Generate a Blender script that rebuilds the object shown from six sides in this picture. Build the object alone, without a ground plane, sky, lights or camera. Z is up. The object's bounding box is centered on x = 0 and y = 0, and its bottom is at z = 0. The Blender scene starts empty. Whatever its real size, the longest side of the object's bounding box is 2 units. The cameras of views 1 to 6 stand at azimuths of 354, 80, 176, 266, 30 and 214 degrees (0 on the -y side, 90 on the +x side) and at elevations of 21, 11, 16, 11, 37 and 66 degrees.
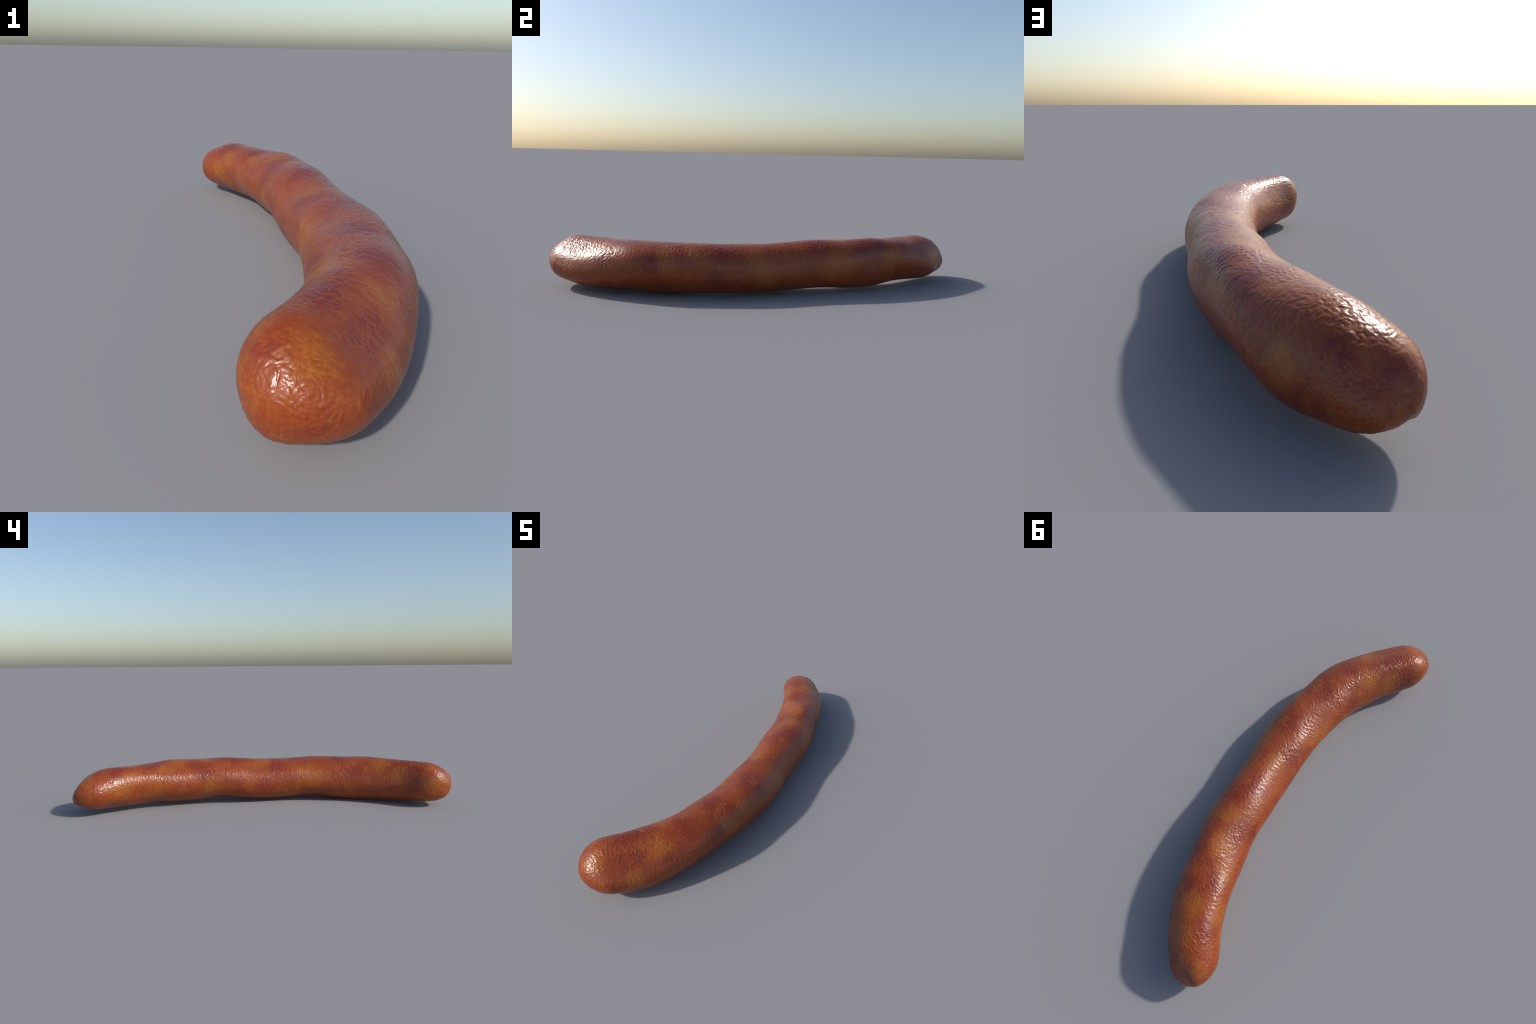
"""A smoked sausage: one curved, slightly lumpy tube of meat in a wrinkled casing.

The body is lofted along a spine; every station has a mean radius and a little
ovalness.  Fine wrinkles of the casing are displaced geometry.  The colour is a
procedural mottling of orange, browned red and ochre fat spots.
"""
import bpy
import numpy as np
from mathutils import Vector

# ------------------------------------------------------------------ profile
STATION = np.array([0, .05, .12, .2, .28, .36, .44, .52, .6, .68, .76, .84, .9, .95, 1.])
SPINE = np.array([
    [-0.1902, -0.9698, 0.1302],
    [-0.1250, -0.8977, 0.1244],
    [-0.0201, -0.7626, 0.1158],
    [0.0677, -0.5893, 0.1234],
    [0.1000, -0.4547, 0.1216],
    [0.1244, -0.2978, 0.1223],
    [0.1263, -0.1429, 0.1186],
    [0.1077, 0.0541, 0.1172],
    [0.0931, 0.2254, 0.1304],
    [0.0729, 0.3824, 0.1263],
    [0.0321, 0.5257, 0.1283],
    [-0.0174, 0.6739, 0.1292],
    [-0.0866, 0.8092, 0.1250],
    [-0.1505, 0.8929, 0.1130],
    [-0.2097, 0.9835, 0.0897],
])
# mean radius, flattening (cos 2a, sin 2a), three-sidedness (cos 3a, sin 3a)
SECTION = np.array([
    [0.1111, -0.0021, -0.0045, 0.0015, 0.0073],
    [0.1090, 0.0071, -0.0059, 0.0082, -0.0035],
    [0.1184, 0.0069, -0.0047, 0.0067, -0.0057],
    [0.1202, 0.0040, 0.0081, 0.0036, 0.0001],
    [0.1209, 0.0025, 0.0060, 0.0006, 0.0028],
    [0.1177, 0.0055, 0.0033, -0.0044, 0.0005],
    [0.1185, 0.0069, -0.0004, -0.0017, 0.0005],
    [0.1145, 0.0026, 0.0028, -0.0024, -0.0031],
    [0.1153, 0.0037, -0.0008, -0.0046, -0.0008],
    [0.1173, 0.0021, -0.0004, -0.0041, 0.0016],
    [0.1151, -0.0000, -0.0001, -0.0078, 0.0025],
    [0.1093, 0.0062, -0.0035, -0.0007, 0.0050],
    [0.1106, 0.0007, -0.0077, -0.0014, -0.0025],
    [0.0979, 0.0048, -0.0043, -0.0016, -0.0006],
    [0.0775, 0.0148, -0.0146, 0.0095, -0.0107],
])
CAP_LENGTH = (0.0630, 0.0491)      # share of the spine taken by each rounded end
CAP_POWER = (1.881, 2.038)       # roundness of each end

# gentle bulges (+) and hollows (-): station, clock angle, height, reach along, reach round
BULGES = [(.06, 65, .007, .05, 35), (.10, 150, -.003, .05, 30),
          (.10, 255, -.004, .05, 40), (.20, 180, .004, .05, 35), (.27, 60, -.004, .06, 30),
          (.86, 230, .005, .05, 35), (.825, 95, .006, .03, 45),
          (.89, 98, -.005, .028, 40)]

ALONG, AROUND = 1500, 480


def spline_matrix(knots, t):
    """Natural cubic spline through the knots as a matrix on the knot values."""
    n = len(knots)
    h = np.diff(knots)
    a, b = np.zeros((n, n)), np.zeros((n, n))
    a[0, 0] = a[-1, -1] = 1
    for i in range(1, n - 1):
        a[i, i - 1:i + 2] = h[i - 1], 2 * (h[i - 1] + h[i]), h[i]
        b[i, i - 1:i + 2] = 6 / h[i - 1], -6 / h[i - 1] - 6 / h[i], 6 / h[i]
    m = np.linalg.solve(a, b)
    i = np.clip(np.searchsorted(knots, t, side='right') - 1, 0, n - 2)
    hh = h[i]
    p = (knots[i + 1] - t) / hh
    q = 1 - p
    e = np.eye(n)
    return (p[:, None] * e[i] + q[:, None] * e[i + 1]
            + ((p ** 3 - p) * hh ** 2 / 6)[:, None] * m[i]
            + ((q ** 3 - q) * hh ** 2 / 6)[:, None] * m[i + 1])


def cap(t):
    c = np.ones(len(t))
    m = t < CAP_LENGTH[0]
    c[m] = (1 - (1 - t[m] / CAP_LENGTH[0]) ** CAP_POWER[0]) ** (1 / CAP_POWER[0])
    m = t > 1 - CAP_LENGTH[1]
    c[m] = (1 - (1 - (1 - t[m]) / CAP_LENGTH[1]) ** CAP_POWER[1]) ** (1 / CAP_POWER[1])
    return c


def frame(t):
    s = spline_matrix(STATION, t)
    c = s @ SPINE
    d = (spline_matrix(STATION, np.clip(t + 1e-3, 0, 1))
         - spline_matrix(STATION, np.clip(t - 1e-3, 0, 1))) @ SPINE
    d /= np.linalg.norm(d, axis=1)[:, None]
    side = np.cross(d, [0, 0, 1.])
    side /= np.linalg.norm(side, axis=1)[:, None]
    return s, c, side, np.cross(side, d)


def radius(s, t, a):
    h = np.stack([np.ones_like(a), np.cos(2 * a), np.sin(2 * a), np.cos(3 * a), np.sin(3 * a)])
    r = (s @ SECTION) @ h
    for at, ang, height, dt, da in BULGES:
        turn = np.degrees(np.arccos(np.cos(a - np.radians(ang))))
        r = r + height * np.exp(-((t - at) / dt) ** 2)[:, None] * np.exp(-(turn / da) ** 2)[None]
    return r * cap(t)[:, None]


def on_skin(t, degrees):
    """Point of the casing at a station and a clock angle (0 = +x side, 90 = top)."""
    t = np.array([t])
    a = np.array([np.radians(degrees)])
    s, c, n, b = frame(t)
    r = radius(s, t, a)[0, 0]
    return Vector((c + n * r * np.cos(a) + b * r * np.sin(a))[0])


# ------------------------------------------------------------------- noise
def gradient_noise(p, seed):
    rng = np.random.default_rng(seed)
    perm = rng.permutation(256)
    perm = np.concatenate([perm, perm, perm])
    g = rng.normal(size=(256, 3)).astype(np.float32)
    g /= np.linalg.norm(g, axis=1)[:, None]
    f = np.floor(p)
    w = (p - f).astype(np.float32)
    f = f.astype(np.int64) & 255
    u = w * w * w * (w * (w * 6 - 15) + 10)
    out = 0
    for i in (0, 1):
        for j in (0, 1):
            for k in (0, 1):
                h = perm[perm[perm[(f[..., 0] + i) & 255] + ((f[..., 1] + j) & 255)] + ((f[..., 2] + k) & 255)]
                gr = g[h]
                dot = (gr[..., 0] * (w[..., 0] - i) + gr[..., 1] * (w[..., 1] - j) + gr[..., 2] * (w[..., 2] - k))
                out = out + dot * ((u[..., 0] if i else 1 - u[..., 0])
                                   * (u[..., 1] if j else 1 - u[..., 1])
                                   * (u[..., 2] if k else 1 - u[..., 2]))
    return out


def smooth(x, lo, hi):
    x = np.clip((x - lo) / (hi - lo), 0, 1)
    return x * x * (3 - 2 * x)


# -------------------------------------------------------------------- body
def build_body():
    q = np.linspace(0, 1, ALONG)
    t = 0.72 * q + 0.28 * (1 - np.cos(np.pi * q)) / 2
    e = np.array([0.00003, 0.0001, 0.0002, 0.00035])
    t = np.concatenate([e, t[1:-1], 1 - e[::-1]])
    a = np.arange(AROUND) / AROUND * 2 * np.pi
    s, c, n, b = frame(t)
    r = radius(s, t, a)
    x = c[:, None] + n[:, None] * (r * np.cos(a))[..., None] + b[:, None] * (r * np.sin(a))[..., None]

    # coordinates of the straightened sausage, so that wrinkles follow the bend
    step = np.linalg.norm(np.diff(c, axis=0), axis=1)
    length = np.concatenate([[0], np.cumsum(step)])
    straight = np.stack([r * np.cos(a), np.broadcast_to(length[:, None], r.shape), r * np.sin(a)], -1)

    warp = np.stack([gradient_noise(straight * 42, 20 + k) for k in range(3)], -1)
    w1 = straight + warp * 0.008
    lumps = gradient_noise(straight * 11, 1)
    pebble = gradient_noise(w1 * [100, 92, 100], 2)
    creases = np.abs(gradient_noise(w1 * [72, 84, 72], 3))
    hoops = gradient_noise((straight + warp * 0.012) * [34, 120, 34], 4)
    fine = gradient_noise(w1 * [125, 125, 125], 5)
    where = gradient_noise(straight * 9, 6)

    u = length[:, None] / length[-1]
    end = (1 - smooth(u, .05, .3)) + smooth(u, .82, .97)
    top = smooth(np.sin(a)[None, :], -.45, .25)          # casing lies smoother below
    calm = np.maximum(0.25 + 0.75 * top, .9 * np.maximum(1 - smooth(u, .02, .1), smooth(u, .93, .98)))
    hoop_share = np.clip(.7 - .5 * end + 1.4 * where, .12, 1.1)
    rough_share = np.clip(.7 + .3 * end - 1.6 * where, .2, 1.15)
    d = (0.0010 * lumps
         + calm * (0.0016 * pebble * rough_share
                   - 0.0030 * np.maximum(0.22 - creases, 0) * rough_share * (.55 + .45 * end)
                   + 0.0008 * hoops * hoop_share
                   + 0.00045 * fine))
    d *= smooth(cap(t), 0.0, 0.12)[:, None] * .7 + .3
    nx = np.cross(np.roll(x, -1, 1) - np.roll(x, 1, 1), np.gradient(x, axis=0))
    nx /= np.linalg.norm(nx, axis=2)[..., None] + 1e-15
    if np.mean(np.sum(nx * (x - c[:, None]), -1)) < 0:
        nx = -nx
    x = x + nx * d[..., None]

    rows = len(t)
    verts = np.concatenate([x.reshape(-1, 3), [x[0].mean(0), x[-1].mean(0)]])
    verts[:, 2] = np.maximum(verts[:, 2], 0)        # it rests flat on what lies below
    i, j = np.meshgrid(np.arange(rows - 1), np.arange(AROUND), indexing='ij')
    k = (j + 1) % AROUND
    quads = np.stack([i * AROUND + j, i * AROUND + k, (i + 1) * AROUND + k, (i + 1) * AROUND + j], -1).reshape(-1, 4)[:, ::-1]
    j = np.arange(AROUND)
    k = (j + 1) % AROUND
    fan0 = np.stack([j, k, np.full(AROUND, rows * AROUND)], -1)
    o = (rows - 1) * AROUND
    fan1 = np.stack([o + k, o + j, np.full(AROUND, rows * AROUND + 1)], -1)
    tris = np.concatenate([fan0, fan1])
    loops = np.concatenate([quads.ravel(), tris.ravel()])
    starts = np.concatenate([np.arange(len(quads)) * 4, len(quads) * 4 + np.arange(len(tris)) * 3])
    me = bpy.data.meshes.new("sausage")
    me.vertices.add(len(verts))
    me.vertices.foreach_set("co", verts.astype(np.float32).ravel())
    me.loops.add(len(loops))
    me.loops.foreach_set("vertex_index", loops.astype(np.int32))
    me.polygons.add(len(starts))
    me.polygons.foreach_set("loop_start", starts.astype(np.int32))
    me.update(calc_edges=True)
    me.validate()
    import bmesh
    bm = bmesh.new()
    bm.from_mesh(me)
    if bm.calc_volume(signed=True) < 0:
        bmesh.ops.reverse_faces(bm, faces=bm.faces[:])
        bm.to_mesh(me)
    bm.free()
    me.shade_smooth()
    return me


# ---------------------------------------------------------------- material
# where the smoke browned the casing red, and where fat shows through in ochre:
# (station along the sausage, clock angle, size)
BROWNED = [(.09, 96, .036), (.09, 174, .041), (.116, 109, .06), (.146, 26, .036), (.193, 71, .052),
           (.243, 154, .042), (.251, 13, .052), (.293, 90, .05), (.305, 45, .039), (.394, 341, .053),
           (.403, 50, .045), (.411, 77, .06), (.475, 132, .05), (.504, 193, .042), (.581, 96, .055),
           (.606, 64, .064), (.655, 154, .043), (.663, 129, .047), (.711, 51, .052), (.749, 39, .06),
           (.814, 116, .04), (.834, 58, .05), (.901, 122, .049), (.912, 212, .039), (.943, 45, .027),
           (.3, 262, .06), (.62, 285, .06), (.8, 250, .05)]
FATTY = [(.022, 180, .05), (.034, 58, .042), (.099, 6, .035), (.116, 148, .042), (.14, 51, .04),
         (.165, 125, .05), (.289, 26, .043), (.345, 39, .03), (.369, 167, .06), (.411, 154, .034),
         (.47, 26, .05), (.487, 347, .045), (.5, 105, .045), (.639, 0, .07), (.639, 193, .047),
         (.655, 96, .045), (.734, 97, .05), (.779, 129, .041), (.786, 13, .048), (.807, 193, .051),
         (.86, 84, .045), (.866, 154, .04), (.901, 180, .05), (.907, 84, .035), (.966, 109, .038),
         (.9, 6, .035), (.2, 280, .05), (.45, 250, .06), (.72, 275, .05)]


def build_material():
    mat = bpy.data.materials.new("smoked_casing")
    mat.use_nodes = True
    nt = mat.node_tree
    for nd in list(nt.nodes):
        nt.nodes.remove(nd)

    def node(kind, **inputs):
        nd = nt.nodes.new(kind)
        for key, val in inputs.items():
            key = key.replace('_', ' ')
            if hasattr(val, 'links') or isinstance(val, bpy.types.NodeSocket):
                nt.links.new(val, nd.inputs[key])
            else:
                nd.inputs[key].default_value = val
        return nd

    def math(op, a, b=0.0):
        nd = nt.nodes.new("ShaderNodeMath")
        nd.operation = op
        for i, v in enumerate((a, b)):
            if isinstance(v, bpy.types.NodeSocket):
                nt.links.new(v, nd.inputs[i])
            else:
                nd.inputs[i].default_value = v
        return nd.outputs[0]

    def vmath(op, a, b):
        nd = nt.nodes.new("ShaderNodeVectorMath")
        nd.operation = op
        for i, v in enumerate((a, b)):
            if isinstance(v, bpy.types.NodeSocket):
                nt.links.new(v, nd.inputs[i])
            else:
                nd.inputs[i].default_value = v
        return nd.outputs["Value"] if op == 'DISTANCE' else nd.outputs["Vector"]

    def remap(v, lo, hi, a=0.0, b=1.0):
        nd = nt.nodes.new("ShaderNodeMapRange")
        nd.interpolation_type = 'SMOOTHSTEP'
        nt.links.new(v, nd.inputs["Value"])
        for key, val in (("From Min", lo), ("From Max", hi), ("To Min", a), ("To Max", b)):
            nd.inputs[key].default_value = val
        return nd.outputs["Result"]

    def noise(vec, scale, detail=3.0, rough=0.55, distortion=0.0):
        return node("ShaderNodeTexNoise", Vector=vec, Scale=scale, Detail=detail, Roughness=rough, Distortion=distortion)

    def mix(fac, a, b, blend='MIX'):
        nd = nt.nodes.new("ShaderNodeMix")
        nd.data_type = 'RGBA'
        nd.blend_type = blend
        for key, v in ((0, fac), (6, a), (7, b)):
            if isinstance(v, bpy.types.NodeSocket):
                nt.links.new(v, nd.inputs[key])
            else:
                nd.inputs[key].default_value = v
        return nd.outputs[2]

    pos = node("ShaderNodeTexCoord").outputs["Object"]
    # streaks run round the sausage: compress the noise along its length
    mp = node("ShaderNodeMapping", Vector=pos, Scale=(1.0, 2.6, 1.0)).outputs["Vector"]

    wob = noise(pos, 16.0, 3.0, 0.6).outputs["Color"]
    shift = vmath('MULTIPLY', vmath('SUBTRACT', wob, (0.5, 0.5, 0.5)), (0.09, 0.09, 0.09))
    fwob = noise(mp, 55.0, 2.0, 0.6).outputs["Color"]
    shift2 = vmath('MULTIPLY', vmath('SUBTRACT', fwob, (0.5, 0.5, 0.5)), (0.035, 0.035, 0.035))
    wpos = vmath('ADD', vmath('ADD', pos, shift), shift2)

    def spots(table):
        total = None
        for t, ang, size in table:
            d = vmath('DISTANCE', wpos, tuple(on_skin(t, ang)))
            m = remap(d, size * 1.75, size * 0.35)
            total = m if total is None else math('MAXIMUM', total, m)
        return total

    red_spots = spots(BROWNED)
    fat_spots = spots(FATTY)
    mott = noise(wpos, 11.0, 4.0, 0.6).outputs["Fac"]
    mott2 = noise(vmath('ADD', wpos, (3.1, 7.7, 1.3)), 17.0, 4.0, 0.6).outputs["Fac"]
    streak = noise(vmath('ADD', mp, shift), 45.0, 4.0, 0.65).outputs["Fac"]
    grain = noise(pos, 260.0, 3.0, 0.6).outputs["Fac"]

    ORANGE = (0.25, 0.047, 0.008, 1)
    RED = (0.165, 0.018, 0.008, 1)
    OCHRE = (0.35, 0.115, 0.012, 1)
    UMBER = (0.10, 0.03, 0.006, 1)
    red_f = math('MULTIPLY', math('MAXIMUM', red_spots, remap(mott, 0.5, 0.66, 0, .75)), remap(streak, 0.34, 0.58, .5, 1.0))
    fat_f = math('MULTIPLY', math('MAXIMUM', fat_spots, remap(mott2, 0.53, 0.68, 0, .7)), remap(streak, 0.66, 0.36, .35, .95))
    col = mix(math('MULTIPLY', red_f, .9), ORANGE, RED)
    col = mix(math('MULTIPLY', fat_f, .75), col, OCHRE)
    speck = noise(vmath('ADD', mp, shift2), 62.0, 3.0, 0.6, 0.6).outputs["Fac"]
    col = mix(remap(speck, 0.55, 0.72, 0, .4), col, OCHRE)
    col = mix(remap(speck, 0.45, 0.3, 0, .45), col, RED)
    # thin darker flecks in the streaks
    col = mix(remap(streak, 0.58, 0.78, 0, .35), col, UMBER)
    col = mix(remap(grain, 0.35, 0.65, 0.0, .08), col, UMBER)

    rough = remap(mott2, 0.3, 0.7, 0.26, 0.39)
    g1 = noise(pos, 190.0, 2.0, 0.6).outputs["Fac"]
    bump = node("ShaderNodeBump", Strength=0.25, Distance=0.002, Height=g1)
    bsdf = node("ShaderNodeBsdfPrincipled")
    nt.links.new(col, bsdf.inputs["Base Color"])
    nt.links.new(rough, bsdf.inputs["Roughness"])
    nt.links.new(bump.outputs["Normal"], bsdf.inputs["Normal"])
    bsdf.inputs["IOR"].default_value = 1.5
    bsdf.inputs["Specular IOR Level"].default_value = 0.5
    out = node("ShaderNodeOutputMaterial")
    nt.links.new(bsdf.outputs[0], out.inputs["Surface"])
    return mat


mesh = build_body()
mesh.materials.append(build_material())
sausage = bpy.data.objects.new("sausage", mesh)
bpy.context.scene.collection.objects.link(sausage)
sausage["label"] = "curved smoked sausage with glossy mottled orange-brown wrinkled casing"
sausage["category"] = "sausage"
